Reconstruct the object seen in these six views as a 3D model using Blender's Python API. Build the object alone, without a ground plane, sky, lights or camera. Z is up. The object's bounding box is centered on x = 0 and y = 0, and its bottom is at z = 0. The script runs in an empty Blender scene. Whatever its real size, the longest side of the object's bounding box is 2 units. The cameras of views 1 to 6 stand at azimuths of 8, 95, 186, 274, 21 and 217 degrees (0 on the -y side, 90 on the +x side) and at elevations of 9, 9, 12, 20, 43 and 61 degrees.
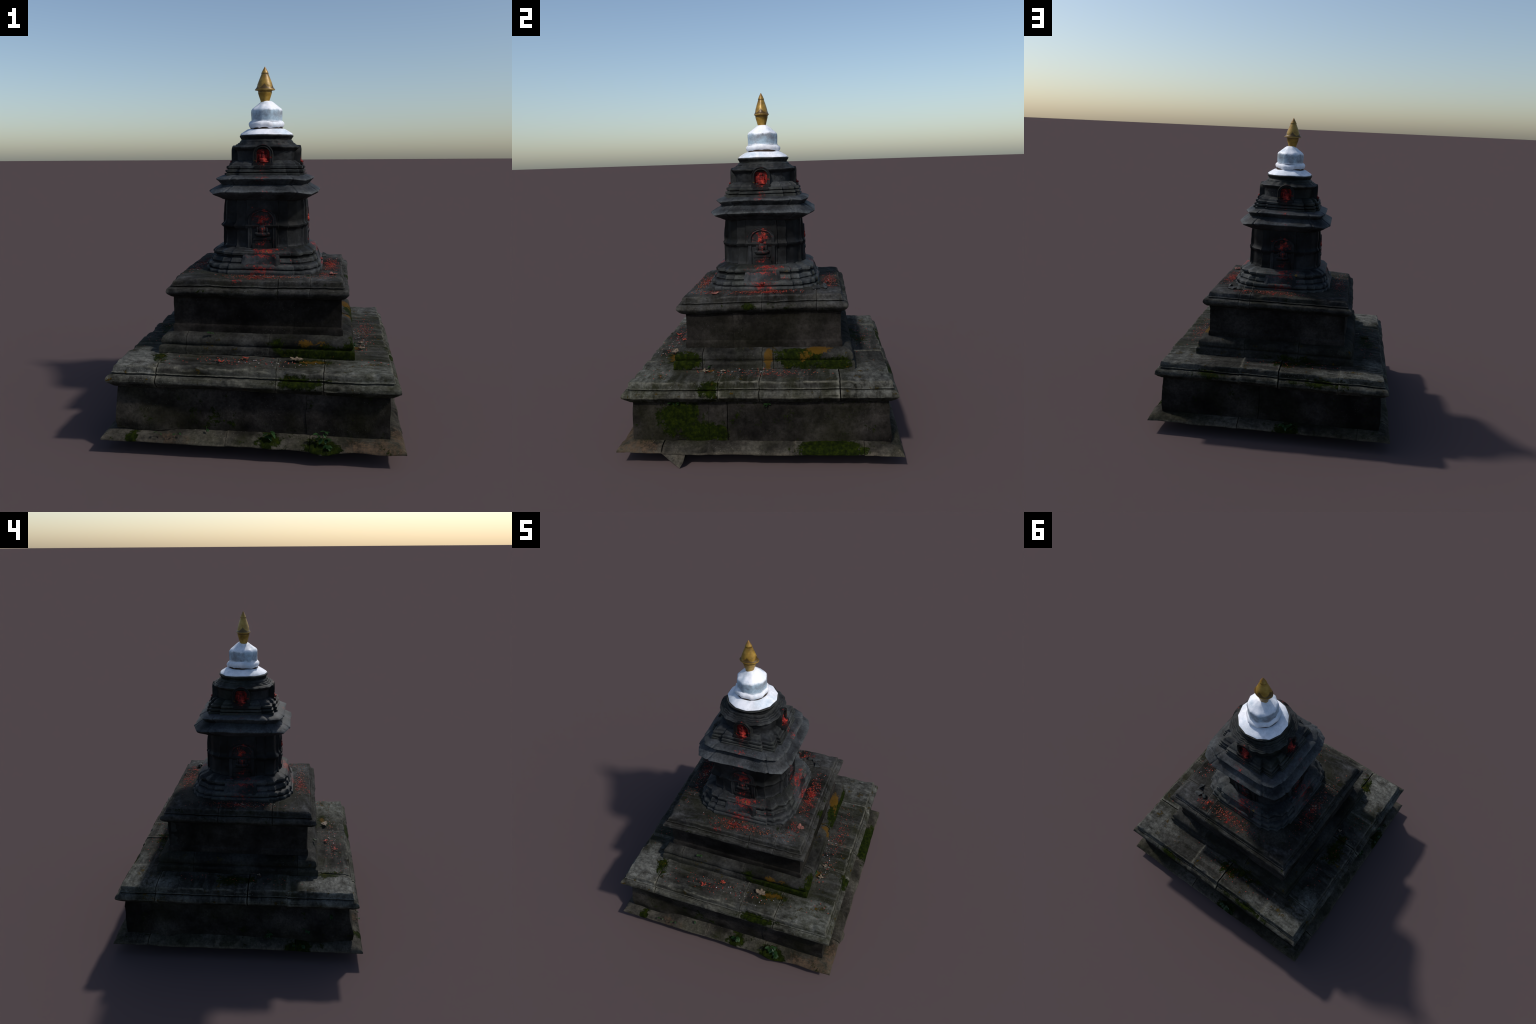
import bpy, bmesh, math, random
import numpy as np
from mathutils import Vector, Matrix

random.seed(11)
RNG = np.random.default_rng(11)

# ------------------------------------------------------------------ noise
def _hash(i, j, k, seed):
    h = (i * 374761393 + j * 668265263 + k * 2147483647 + seed * 1274126177) & 0xFFFFFFFF
    h = ((h ^ (h >> 13)) * 1274126177) & 0xFFFFFFFF
    h = ((h ^ (h >> 15)) * 2246822519) & 0xFFFFFFFF
    return ((h ^ (h >> 16)) & 0xFFFF) / 32767.5 - 1.0

def vnoise(P, scale, seed=0):
    """value noise in -1..1 on an (n,3) array"""
    Q = np.asarray(P, float) * scale
    I = np.floor(Q).astype(np.int64)
    F = Q - I
    F = F * F * (3 - 2 * F)
    out = 0
    for a in (0, 1):
        wa = F[:, 0] if a else 1 - F[:, 0]
        for b in (0, 1):
            wb = F[:, 1] if b else 1 - F[:, 1]
            for c in (0, 1):
                wc = F[:, 2] if c else 1 - F[:, 2]
                out = out + wa * wb * wc * _hash(I[:, 0] + a, I[:, 1] + b, I[:, 2] + c, seed)
    return out

def vec_noise(P, scale, seed=0):
    return np.stack([vnoise(P, scale, seed + 17 * i) for i in range(3)], 1)

def roughen(P, coarse=0.003, fine=0.0012, seed=0):
    return (P + coarse * vec_noise(P, 9, seed) + coarse * 0.5 * vec_noise(P, 23, seed + 5)
            + fine * vec_noise(P, 60, seed + 9))

# ------------------------------------------------------------------ node helpers
class Nodes:
    def __init__(self, name):
        self.mat = bpy.data.materials.new(name)
        self.mat.use_nodes = True
        self.t = self.mat.node_tree
        self.t.nodes.clear()
        self.out = self.t.nodes.new('ShaderNodeOutputMaterial')
        self.bsdf = self.t.nodes.new('ShaderNodeBsdfPrincipled')
        self.t.links.new(self.bsdf.outputs[0], self.out.inputs[0])
        self.coord = self.t.nodes.new('ShaderNodeTexCoord').outputs['Object']

    def link(self, a, b):
        self.t.links.new(a, b)

    def put(self, sock, v):
        if hasattr(v, 'is_output'):
            self.link(v, sock)
        else:
            if sock.type == 'RGBA' and len(v) == 3:
                v = (*v, 1)
            sock.default_value = v

    def math(self, op, a, b=0.0, clamp=False):
        n = self.t.nodes.new('ShaderNodeMath')
        n.operation = op
        n.use_clamp = clamp
        self.put(n.inputs[0], a)
        self.put(n.inputs[1], b)
        return n.outputs[0]

    def vmath(self, op, a, b=(0, 0, 0)):
        n = self.t.nodes.new('ShaderNodeVectorMath')
        n.operation = op
        self.put(n.inputs[0], a)
        self.put(n.inputs[1], b)
        return n.outputs['Value'] if op == 'LENGTH' else n.outputs[0]

    def noise(self, scale, detail=5, rough=0.6, stretch=None, shift=(0, 0, 0), distort=0.0):
        v = self.coord
        if stretch or any(shift):
            m = self.t.nodes.new('ShaderNodeMapping')
            m.inputs['Scale'].default_value = stretch or (1, 1, 1)
            m.inputs['Location'].default_value = shift
            self.link(v, m.inputs[0])
            v = m.outputs[0]
        n = self.t.nodes.new('ShaderNodeTexNoise')
        n.inputs['Scale'].default_value = scale
        n.inputs['Detail'].default_value = detail
        n.inputs['Roughness'].default_value = rough
        n.inputs['Distortion'].default_value = distort
        self.link(v, n.inputs['Vector'])
        return n.outputs['Fac']

    def voronoi(self, scale, feature='F1', shift=(0, 0, 0)):
        m = self.t.nodes.new('ShaderNodeMapping')
        m.inputs['Location'].default_value = shift
        self.link(self.coord, m.inputs[0])
        n = self.t.nodes.new('ShaderNodeTexVoronoi')
        n.feature = feature
        n.inputs['Scale'].default_value = scale
        self.link(m.outputs[0], n.inputs['Vector'])
        return n

    def remap(self, v, a, b, c=0.0, d=1.0, smooth=False):
        n = self.t.nodes.new('ShaderNodeMapRange')
        n.clamp = True
        if smooth:
            n.interpolation_type = 'SMOOTHSTEP'
        self.put(n.inputs[0], v)
        for i, x in enumerate((a, b, c, d)):
            n.inputs[i + 1].default_value = x
        return n.outputs[0]

    def ramp(self, v, stops):
        n = self.t.nodes.new('ShaderNodeValToRGB')
        e = n.color_ramp.elements
        while len(e) < len(stops):
            e.new(0.5)
        for el, (p, c) in zip(e, stops):
            el.position = p
            el.color = (*c, 1)
        self.link(v, n.inputs[0])
        return n.outputs[0]

    def mix(self, fac, a, b, mode='MIX'):
        n = self.t.nodes.new('ShaderNodeMix')
        n.data_type = 'RGBA'
        n.blend_type = mode
        self.put(n.inputs[0], fac)
        self.put(n.inputs[6], a)
        self.put(n.inputs[7], b)
        return n.outputs[2]

    def spots(self, lst):
        """soft union of ellipsoids (cx,cy,cz, rx,ry,rz[,strength]): 1 in the middle, 0 at the rim"""
        acc = None
        for s in lst:
            st = s[6] if len(s) > 6 else 1.0
            d = self.vmath('SUBTRACT', self.coord, tuple(s[:3]))
            d = self.vmath('DIVIDE', d, tuple(s[3:6]))
            d = self.vmath('LENGTH', d)
            f = self.remap(d, 0.0, 1.0, st, 0.0)
            acc = f if acc is None else self.math('MAXIMUM', acc, f)
        return acc

    def bump(self, height, strength=0.4, dist=0.004):
        n = self.t.nodes.new('ShaderNodeBump')
        n.inputs['Strength'].default_value = strength
        n.inputs['Distance'].default_value = dist
        self.link(height, n.inputs['Height'])
        self.link(n.outputs[0], self.bsdf.inputs['Normal'])

    def finish(self, color, rough=0.8, metallic=0.0, spec=0.25):
        self.put(self.bsdf.inputs['Base Color'], color)
        self.put(self.bsdf.inputs['Roughness'], rough)
        self.bsdf.inputs['Metallic'].default_value = metallic
        self.bsdf.inputs['Specular IOR Level'].default_value = spec
        return self.mat

def k(c, f):
    return tuple(x * f for x in c)

def stone(name, base, contrast=1.0, pale=(0.16, 0.17, 0.16), pale_amt=0.5, green_amt=0.3, pale_spots=None,
          red=None, moss=None, orange=None, tan=None, yellow=None, streak=None, vary=True, red_grain=1.0, seed=0.0, rough=0.85, spec=0.05, blotch_amt=0.7, wear=0.0):
    N = Nodes(name)
    sh = (seed, seed * 1.7, seed * 0.6)
    n1 = N.noise(4.5, 8, 0.62, shift=sh)
    col = N.ramp(n1, [(0.36, k(base, 0.30)), (0.46, k(base, 0.70)), (0.56, k(base, 1.4)), (0.68, k(base, 2.6))])
    # greenish algae film in broad patches
    if green_amt > 0:
        g = N.remap(N.noise(2.6, 5, 0.6, shift=(seed + 3.1, 1.2, 7.0)), 0.46, 0.68, 0, green_amt)
        col = N.mix(g, col, (base[0] * 1.0, base[1] * 1.15, base[2] * 0.45))
    # streaky weathering
    if streak:
        s = N.remap(N.noise(9, 5, 0.65, stretch=streak, shift=sh, distort=0.4), 0.48, 0.68, 0, 0.6)
        col = N.mix(s, col, k(pale, 0.42))
    # pale lichen: blotch x grain
    blotch = N.remap(N.noise(3.2, 4, 0.6, shift=(seed + 9.0, 4.0, 2.0)), 0.50, 0.70)
    if pale_spots:
        blotch = N.math('MAXIMUM', N.math('MULTIPLY', blotch, blotch_amt), N.remap(
            N.math('ADD', N.spots(pale_spots), N.remap(N.noise(11, 5, 0.65, shift=sh), 0.3, 0.7, -0.30, 0.30)), 0.12, 0.55))
    grain = N.remap(N.noise(24, 8, 0.72, shift=sh, stretch=(0.55, 1.0, 1.0), distort=0.3), 0.36, 0.72)
    lich = N.math('MULTIPLY', N.math('MULTIPLY', blotch, grain), pale_amt, True)
    col = N.mix(lich, col, pale)
    # arrises rubbed pale by feet and hands
    if wear > 0:
        pt = N.t.nodes.new('ShaderNodeNewGeometry').outputs['Pointiness']
        w = N.math('MULTIPLY', N.remap(pt, 0.508, 0.545), N.remap(N.noise(12, 6, 0.7, shift=(seed, 7, 7)), 0.38, 0.62, 0.1, 1.0))
        col = N.mix(N.math('MULTIPLY', w, wear), col, (pale[0] * 0.95, pale[1] * 0.90, pale[2] * 0.80))
    # dark grain and pits
    pit = N.remap(N.noise(70, 4, 0.7, shift=sh), 0.34, 0.62, 0.55, 1.18)
    pc = N.t.nodes.new('ShaderNodeCombineXYZ')
    for i in range(3):
        N.link(pit, pc.inputs[i])
    col = N.mix(0.85 * min(1, contrast), col, N.vmath('MULTIPLY', col, pc.outputs[0]))
    # bright mineral specks
    v = N.voronoi(75, shift=(seed, 2, 5))
    speck = N.math('MULTIPLY', N.remap(v.outputs['Distance'], 0.10, 0.2, 1, 0),
                   N.remap(N.noise(6, 3, 0.6, shift=(seed + 2, 0, 0)), 0.5, 0.64))
    col = N.mix(N.math('MULTIPLY', speck, 0.45), col, k(pale, 1.4))
    if vary:
        oi = N.t.nodes.new('ShaderNodeObjectInfo').outputs['Random']
        br = N.remap(oi, 0, 1, 0.78, 1.25)
        bc = N.t.nodes.new('ShaderNodeCombineXYZ')
        for i in range(3):
            N.link(br, bc.inputs[i])
        col = N.vmath('MULTIPLY', col, bc.outputs[0])
    height = N.math('ADD', N.math('MULTIPLY', n1, 0.6), N.noise(55, 6, 0.7, shift=sh))
    edge = N.math('ADD', N.remap(N.noise(14, 6, 0.7, shift=(seed + 1, 5, 0)), 0.25, 0.75, -0.42, 0.42),
                  N.remap(N.noise(75, 5, 0.75, shift=(seed, 5, 2)), 0.3, 0.7, -0.22, 0.22))
    if tan:
        m = N.remap(N.math('ADD', N.spots(tan), edge), 0.25, 0.6)
        m = N.math('MULTIPLY', m, N.remap(N.noise(50, 4, 0.7), 0.38, 0.62, 0.1, 0.85))
        col = N.mix(m, col, (0.075, 0.048, 0.030))
    if moss:
        m = N.remap(N.math('ADD', N.spots(moss), edge), 0.20, 0.36)
        mc = N.ramp(N.noise(45, 6, 0.75), [(0.36, (0.0022, 0.0038, 0.0003)), (0.5, (0.0052, 0.0092, 0.0005)), (0.64, (0.014, 0.020, 0.001))])
        col = N.mix(m, col, mc)
        height = N.math('ADD', height, N.math('MULTIPLY', m, N.noise(120, 5, 0.8)))
    if orange:
        m = N.remap(N.math('ADD', N.spots(orange), edge), 0.25, 0.42)
        col = N.mix(N.math('MULTIPLY', m, 0.85), col, (0.064, 0.033, 0.004))
    if red:
        sp = N.spots(red)
        g1 = N.remap(N.noise(34, 6, 0.78, shift=(seed, 8, 1)), 0.28, 0.72, -0.5, 0.5)
        g2 = N.remap(N.noise(120, 3, 0.8, shift=(seed, 3, 1)), 0.3, 0.7, -0.28 * red_grain, 0.28 * red_grain)
        m = N.remap(N.math('ADD', N.math('ADD', sp, g1), g2), 0.42, 0.80)
        m = N.math('MULTIPLY', m, N.remap(sp, 0.0, 0.08))
        rc = N.ramp(N.noise(42, 5, 0.7, shift=(4, seed, 1)), [(0.32, (0.07, 0.003, 0.004)), (0.5, (0.24, 0.013, 0.010)),
                    (0.62, (0.40, 0.045, 0.022)), (0.75, (0.50, 0.15, 0.07))])
        col = N.mix(N.math('MULTIPLY', m, 0.9), col, rc)
    if yellow:
        m = N.remap(N.math('ADD', N.spots(yellow), N.remap(N.noise(60, 5, 0.7), 0.3, 0.7, -0.35, 0.35)), 0.35, 0.6)
        col = N.mix(N.math('MULTIPLY', m, 0.8), col, (0.22, 0.13, 0.010))
    N.bump(height, 0.55, 0.004)
    return N.finish(col, rough, spec=spec)

# ------------------------------------------------------------------ mesh helpers
ROOT = bpy.data.objects.new('stone_shrine', None)
bpy.context.scene.collection.objects.link(ROOT)
ROOT['label'] = 'Weathered dark stepped stone shrine with white dome and golden finial'
ROOT['category'] = 'stone shrine'

def add(name, mesh, mat, parent, loc=(0, 0, 0)):
    ob = bpy.data.objects.new(name, mesh)
    bpy.context.scene.collection.objects.link(ob)
    if mat is not None and not mesh.materials:
        mesh.materials.append(mat)
    ob.parent = parent
    ob.location = loc
    return ob

def mesh_from(verts, faces, name, angle=38, fix=True):
    me = bpy.data.meshes.new(name)
    me.from_pydata([tuple(v) for v in verts], [], faces)
    if fix:
        bm = bmesh.new()
        bm.from_mesh(me)
        bmesh.ops.remove_doubles(bm, verts=bm.verts, dist=1e-6)
        bmesh.ops.recalc_face_normals(bm, faces=bm.faces)
        bm.to_mesh(me)
        bm.free()
    me.polygons.foreach_set('use_smooth', [True] * len(me.polygons))
    me.set_sharp_from_angle(angle=math.radians(angle))
    me.update()
    return me

def resample_closed(poly, step):
    out = []
    n = len(poly)
    for i in range(n):
        a, b = poly[i], poly[(i + 1) % n]
        m = max(1, int(math.ceil(math.dist(a[:2], b[:2]) / step)))
        for j in range(m):
            f = j / m
            out.append(tuple(a[q] * (1 - f) + b[q] * f for q in range(3)))
    return out

def course(name, rect, profile, seams, mat, parent, gap=0.003, step=0.012, coarse=0.003, fine=0.0012,
           chip=0.010, shift=0.002, seed=0, special=None, warp=None):
    """A ring of stones round a rectangle.  profile: closed list of (offset outward, z, chip weight).
    seams: for the sides -y, +x, +y, -x, the joints' coordinates along the side.  Corner stones turn the corner."""
    x0, x1, y0, y1 = rect
    prof = resample_closed(profile, step)
    O = np.array([p[0] for p in prof]); Z = np.array([p[1] for p in prof]); W = np.array([p[2] for p in prof])
    def corner(c, o):       # corner after side c
        return [(x1 + o, y0 - o), (x1 + o, y1 + o), (x0 - o, y1 + o), (x0 - o, y0 - o)][c]
    def seam_pt(s, t, o):
        if s == 0: return np.clip(t, x0 - o, x1 + o), y0 - o
        if s == 1: return x1 + o, np.clip(t, y0 - o, y1 + o)
        if s == 2: return np.clip(t, x0 - o, x1 + o), y1 + o
        return x0 - o, np.clip(t, y0 - o, y1 + o)
    def run(pa, pb, n, last):
        pa = np.stack(np.broadcast_arrays(*pa), 1); pb = np.stack(np.broadcast_arrays(*pb), 1)
        fs = np.linspace(0, 1, n + 1)
        if not last: fs = fs[:-1]
        return [pa * (1 - f) + pb * f for f in fs]
    pieces = []
    for s in range(4):
        ss = sorted(seams[s], reverse=s >= 2)
        sg = 1 if s < 2 else -1
        for i in range(len(ss) - 1):
            pieces.append(('mid', s, ss[i] + sg * gap / 2, ss[i + 1] - sg * gap / 2, None))
        nxt = (s + 1) % 4
        n0 = sorted(seams[nxt], reverse=nxt >= 2)[0]
        sg2 = 1 if nxt < 2 else -1
        pieces.append(('corner', s, ss[-1] + sg * gap / 2, n0 - sg2 * gap / 2, nxt))
    for idx, (kind, s, a, b, nxt) in enumerate(pieces):
        if kind == 'mid':
            st = run(seam_pt(s, a, O), seam_pt(s, b, O), max(2, int(abs(a - b) / step)), True)
        else:
            c = corner(s, O)
            cm = corner(s, 0.0)
            la = abs((cm[0] if s in (0, 2) else cm[1]) - a); lb = abs((cm[0] if nxt in (0, 2) else cm[1]) - b)
            st = run(seam_pt(s, a, O), c, max(2, int(la / step)), False) + run(c, seam_pt(nxt, b, O), max(2, int(lb / step)), True)
        m = len(prof)
        V = np.concatenate([np.column_stack([q, Z]) for q in st])
        Wt = np.tile(W, len(st))
        # edge chips: sink and pull inward
        cn = np.clip(vnoise(V, 13, seed + 40) * 0.7 + vnoise(V, 31, seed + 41) * 0.5 - 0.12, 0, 1)
        cen = np.array([(x0 + x1) / 2, (y0 + y1) / 2])
        inward = cen - V[:, :2]
        ax = np.abs(inward).argmax(1)
        dirn = np.zeros_like(inward); dirn[np.arange(len(V)), ax] = np.sign(inward[np.arange(len(V)), ax])
        amt = chip * cn * Wt
        V[:, :2] += dirn * amt[:, None]
        V[:, 2] -= amt * 0.8
        V = roughen(V, coarse, fine, seed)
        r = np.random.default_rng(seed * 100 + idx)
        d = r.uniform(-shift, shift, 3)
        V += d
        if warp is not None:
            V = warp(V)
        if special and idx in special:
            V += np.array(special[idx])
        F = []
        for i in range(len(st) - 1):
            for j in range(m):
                j2 = (j + 1) % m
                F.append((i * m + j, i * m + j2, (i + 1) * m + j2, (i + 1) * m + j))
        F.append(tuple(range(m)))
        F.append(tuple(reversed(range((len(st) - 1) * m, len(st) * m))))
        add(name, mesh_from(V, F, name), mat, parent)

def loft(levels, plan, name, per_edge=3, zstep=0.010, coarse=0.002, fine=0.0008, seed=0, angle=38, cap=True, post=None):
    """levels: (half width, z).  plan(h, z) gives a closed list of (x, y)."""
    lv = [levels[0]]
    for a, b in zip(levels, levels[1:]):
        n = max(1, int(math.dist(a, b) / zstep))
        lv += [tuple(a[q] + (b[q] - a[q]) * (i + 1) / n for q in range(2)) for i in range(n)]
    rings = []
    for h, z in lv:
        p = plan(h, z)
        ring = []
        for i in range(len(p)):
            a, b = p[i], p[(i + 1) % len(p)]
            for j in range(per_edge):
                f = j / per_edge
                ring.append((a[0] + (b[0] - a[0]) * f, a[1] + (b[1] - a[1]) * f, z))
        rings.append(ring)
    m = len(rings[0])
    V = np.array([v for r in rings for v in r], float)
    if post is not None:
        V = post(V)
    V = roughen(V, coarse, fine, seed)
    F = [(i * m + j, i * m + (j + 1) % m, (i + 1) * m + (j + 1) % m, (i + 1) * m + j)
         for i in range(len(rings) - 1) for j in range(m)]
    if cap:
        F.append(tuple(range(m)))
        F.append(tuple(range((len(rings) - 1) * m, len(rings) * m)))
    return mesh_from(V, F, name, angle)

def four_fold(quarter):
    """quarter: points of one side (front, -y) from left corner to right, without repeating the last corner"""
    pts = []
    for q in range(4):
        c, s = [(1, 0), (0, 1), (-1, 0), (0, -1)][q]
        pts += [(x * c - y * s, x * s + y * c) for x, y in quarter]
    return pts

def redent(steps, corner):
    """steps: (half span as share of h, inset) from the middle outward; corner inset"""
    def plan(h, z):
        half = []
        for i, (f, ins) in enumerate(steps):
            half.append((f * h, -(h - ins)))
            nxt = steps[i + 1][1] if i + 1 < len(steps) else corner
            half.append((f * h, -(h - nxt)))
        right = half
        left = [(-x, y) for x, y in reversed(half)]
        return four_fold([(-(h - corner), -(h - corner))] + left + right)
    return plan

def roof_plan(h, z):
    # straight eaves, a small notch, then a blunt two-faced corner
    half = [(0.30 * h, -h), (0.60 * h, -h), (0.635 * h, -h * 0.962), (0.67 * h, -h * 0.975)]
    left = [(-x, y) for x, y in reversed(half)]
    return four_fold([(-0.885 * h, -0.885 * h)] + left + half)

def superellipse(n, cnt=64, kx=1.0, ky=1.0):
    def plan(h, z):
        out = []
        for i in range(cnt):
            a = 2 * math.pi * i / cnt
            c, s = math.cos(a), math.sin(a)
            r = (abs(c) ** n + abs(s) ** n) ** (-1 / n)
            out.append((h * kx * r * c, h * ky * r * s))
        return out
    return plan

def box_mesh(boxes, name, bevel=0.003, sub=0.02, coarse=0.0015, seed=0):
    """joined bevelled boxes: (x0,x1,y0,y1,z0,z1)"""
    bm = bmesh.new()
    for b in boxes:
        r = bmesh.ops.create_cube(bm, size=1)
        for v in r['verts']:
            v.co = Vector(((b[0] + b[1]) / 2 + v.co.x * (b[1] - b[0]), (b[2] + b[3]) / 2 + v.co.y * (b[3] - b[2]),
                           (b[4] + b[5]) / 2 + v.co.z * (b[5] - b[4])))
    bmesh.ops.bevel(bm, geom=list(bm.edges), offset=bevel, segments=2, affect='EDGES')
    me = bpy.data.meshes.new(name)
    bm.to_mesh(me); bm.free()
    return finish_organic(me, coarse, seed)

def finish_organic(me, coarse=0.0012, seed=0, angle=45):
    V = np.empty(len(me.vertices) * 3); me.vertices.foreach_get('co', V); V = V.reshape(-1, 3)
    V = V + coarse * vec_noise(V, 40, seed)
    me.vertices.foreach_set('co', V.ravel())
    me.polygons.foreach_set('use_smooth', [True] * len(me.polygons))
    me.set_sharp_from_angle(angle=math.radians(angle))
    me.update()
    return me

def blobs(name, lst, coarse=0.0008, seed=0):
    """joined ellipsoids: (cx,cy,cz,rx,ry,rz)"""
    bm = bmesh.new()
    for b in lst:
        r = bmesh.ops.create_uvsphere(bm, u_segments=20, v_segments=12, radius=1)
        for v in r['verts']:
            v.co = Vector((b[0] + v.co.x * b[3], b[1] + v.co.y * b[4], b[2] + v.co.z * b[5]))
    me = bpy.data.meshes.new(name)
    bm.to_mesh(me); bm.free()
    return finish_organic(me, coarse, seed, 80)

def arch_mesh(name, w_out, w_in, z0, z_spring, y_front, y_back, point=1.0, seed=0, rise_out=None, rise_in=None):
    """an arched frame standing on z0, front face at y_front"""
    n = 18
    rise_out = rise_out or w_out
    rise_in = rise_in or w_in
    def path(w, rise):
        p = [(-w, z0 + (z_spring - z0) * i / 4) for i in range(4)]
        p += [(-w * math.cos(math.pi * i / n), z_spring + rise * math.sin(math.pi * i / n) ** point) for i in range(n + 1)]
        p += [(w, z_spring + (z0 - z_spring) * (i + 1) / 4) for i in range(4)]
        return p
    po, pi_ = path(w_out, rise_out), path(w_in, rise_in)
    prof = []
    V, F = [], []
    for (xo, zo), (xi, zi) in zip(po, pi_):
        mx, mz = (xo + xi) / 2, (zo + zi) / 2
        V += [(xo, y_back, zo), (xo, y_front + 0.004, zo), (xo * .85 + xi * .15, y_front, zo * .85 + zi * .15), (mx, y_front + 0.0025, mz),
              (xo * .15 + xi * .85, y_front, zo * .15 + zi * .85), (xi, y_front + 0.003, zi), (xi, y_back, zi)]
    m = 7
    for i in range(len(po) - 1):
        for j in range(m):
            F.append((i * m + j, i * m + (j + 1) % m, (i + 1) * m + (j + 1) % m, (i + 1) * m + j))
    F.append(tuple(range(m)))
    F.append(tuple(range((len(po) - 1) * m, len(po) * m)))
    V = np.array(V) + 0.001 * vec_noise(np.array(V), 50, seed)
    return mesh_from(V, F, name, 40)

# ------------------------------------------------------------------ materials
GREY = (0.0165, 0.0160, 0.0140)
WALL = (0.0130, 0.0116, 0.0105)  # darker than the coping: some of the scan's baked shade stays in the colour
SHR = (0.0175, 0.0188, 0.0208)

m_footing = stone('footing_stone', (0.023, 0.0213, 0.0175), pale=(0.115, 0.105, 0.09), pale_amt=0.75, green_amt=0.45, wear=0.50, seed=1.0,
    tan=[(0.62, -0.76, 0.10, 0.28, 0.12, 0.10, 0.9), (-0.40, -0.76, 0.10, 0.16, 0.1, 0.1, 0.6), (0.76, -0.66, 0.10, 0.1, 0.2, 0.1, 0.9)],
    moss=[(0.76, 0.375, 0.10, 0.12, 0.22, 0.09, 1.4), (-0.60, -0.76, 0.09, 0.05, 0.1, 0.05), (-0.75, -0.37, 0.09, 0.1, 0.10, 0.07),
          (0.36, -0.76, 0.1, 0.12, 0.08, 0.07), (-0.13, 0.76, 0.1, 0.12, 0.08, 0.07), (0.10, -0.74, 0.10, 0.1, 0.1, 0.06, 0.8)])
m_wall = stone('wall_stone', WALL, pale=(0.045, 0.041, 0.037), pale_amt=0.55, green_amt=0.5, seed=2.0,
    moss=[(0.69, -0.42, 0.25, 0.06, 0.18, 0.16, 0.95), (0.69, -0.32, 0.17, 0.06, 0.14, 0.10, 1.0), (0.69, -0.20, 0.15, 0.06, 0.06, 0.09, 0.9),
          (-0.2, -0.68, 0.2, 0.2, 0.05, 0.1, 0.3)])
m_coping1 = stone('lower_coping_stone', GREY, pale=(0.15, 0.152, 0.138), pale_amt=0.85, blotch_amt=0.4, green_amt=0.75, wear=0.60, seed=3.0, streak=(0.35, 3.0, 1.0),
    pale_spots=[(0.62, 0.62, 0.45, 0.30, 0.26, 0.15), (-0.62, -0.60, 0.45, 0.24, 0.20, 0.15), (0.58, -0.62, 0.45, 0.3, 0.2, 0.15, 0.9),
                (-0.55, 0.66, 0.45, 0.42, 0.12, 0.15, 0.9), (-0.64, 0.55, 0.45, 0.12, 0.25, 0.15, 0.8), (-0.6, -0.5, 0.45, 0.2, 0.2, 0.1, 0.6)],
    moss=[(-0.585, 0.02, 0.46, 0.09, 0.16, 0.03, 0.95), (0.25, -0.71, 0.40, 0.20, 0.06, 0.05, 0.8), (0.71, -0.26, 0.40, 0.06, 0.10, 0.07, 0.8),
          (-0.50, -0.56, 0.46, 0.07, 0.12, 0.03, 0.6), (-0.06, 0.58, 0.46, 0.12, 0.07, 0.03, 0.6), (-0.3, 0.72, 0.40, 0.3, 0.05, 0.05, 0.55),
          (0.4, 0.72, 0.4, 0.14, 0.05, 0.05, 0.55), (0.31, -0.55, 0.46, 0.14, 0.08, 0.03, 0.55), (-0.2, 0.55, 0.46, 0.2, 0.05, 0.03, 0.6)],
    orange=[(0.31, -0.55, 0.46, 0.07, 0.05, 0.03, 0.55), (0.53, -0.30, 0.46, 0.03, 0.06, 0.03, 0.5)],
    red=[(-0.10, -0.60, 0.46, 0.16, 0.08, 0.05, 0.28), (0.60, 0.06, 0.46, 0.08, 0.3, 0.05, 0.30), (-0.08, 0.6, 0.46, 0.15, 0.08, 0.05, 0.3)])
m_base2 = stone('base_moulding_stone', (0.0172, 0.0170, 0.0158), pale=(0.065, 0.065, 0.062), pale_amt=0.6, green_amt=0.4, wear=0.30, seed=4.0,
    moss=[(0.33, -0.50, 0.485, 0.30, 0.05, 0.06, 1.25), (0.50, -0.46, 0.50, 0.08, 0.10, 0.07, 1.0), (0.12, -0.49, 0.52, 0.07, 0.05, 0.06, 0.8),
          (0.51, -0.40, 0.50, 0.05, 0.11, 0.06, 1.2), (0.50, 0.22, 0.52, 0.05, 0.17, 0.09, 1.4), (0.50, 0.40, 0.49, 0.05, 0.16, 0.06, 0.9),
          (-0.1, 0.53, 0.47, 0.25, 0.05, 0.04, 0.6)],
    orange=[(0.50, 0.045, 0.51, 0.06, 0.035, 0.07, 1.3), (0.48, 0.33, 0.555, 0.05, 0.09, 0.03, 1.1), (0.50, 0.25, 0.53, 0.05, 0.06, 0.05, 0.5),
            (0.28, -0.48, 0.53, 0.10, 0.04, 0.03, 0.6)])
m_wall2 = stone('upper_wall_stone', k(WALL, 0.85), pale=(0.042, 0.038, 0.035), pale_amt=0.5, green_amt=0.25, seed=5.0)
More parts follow.
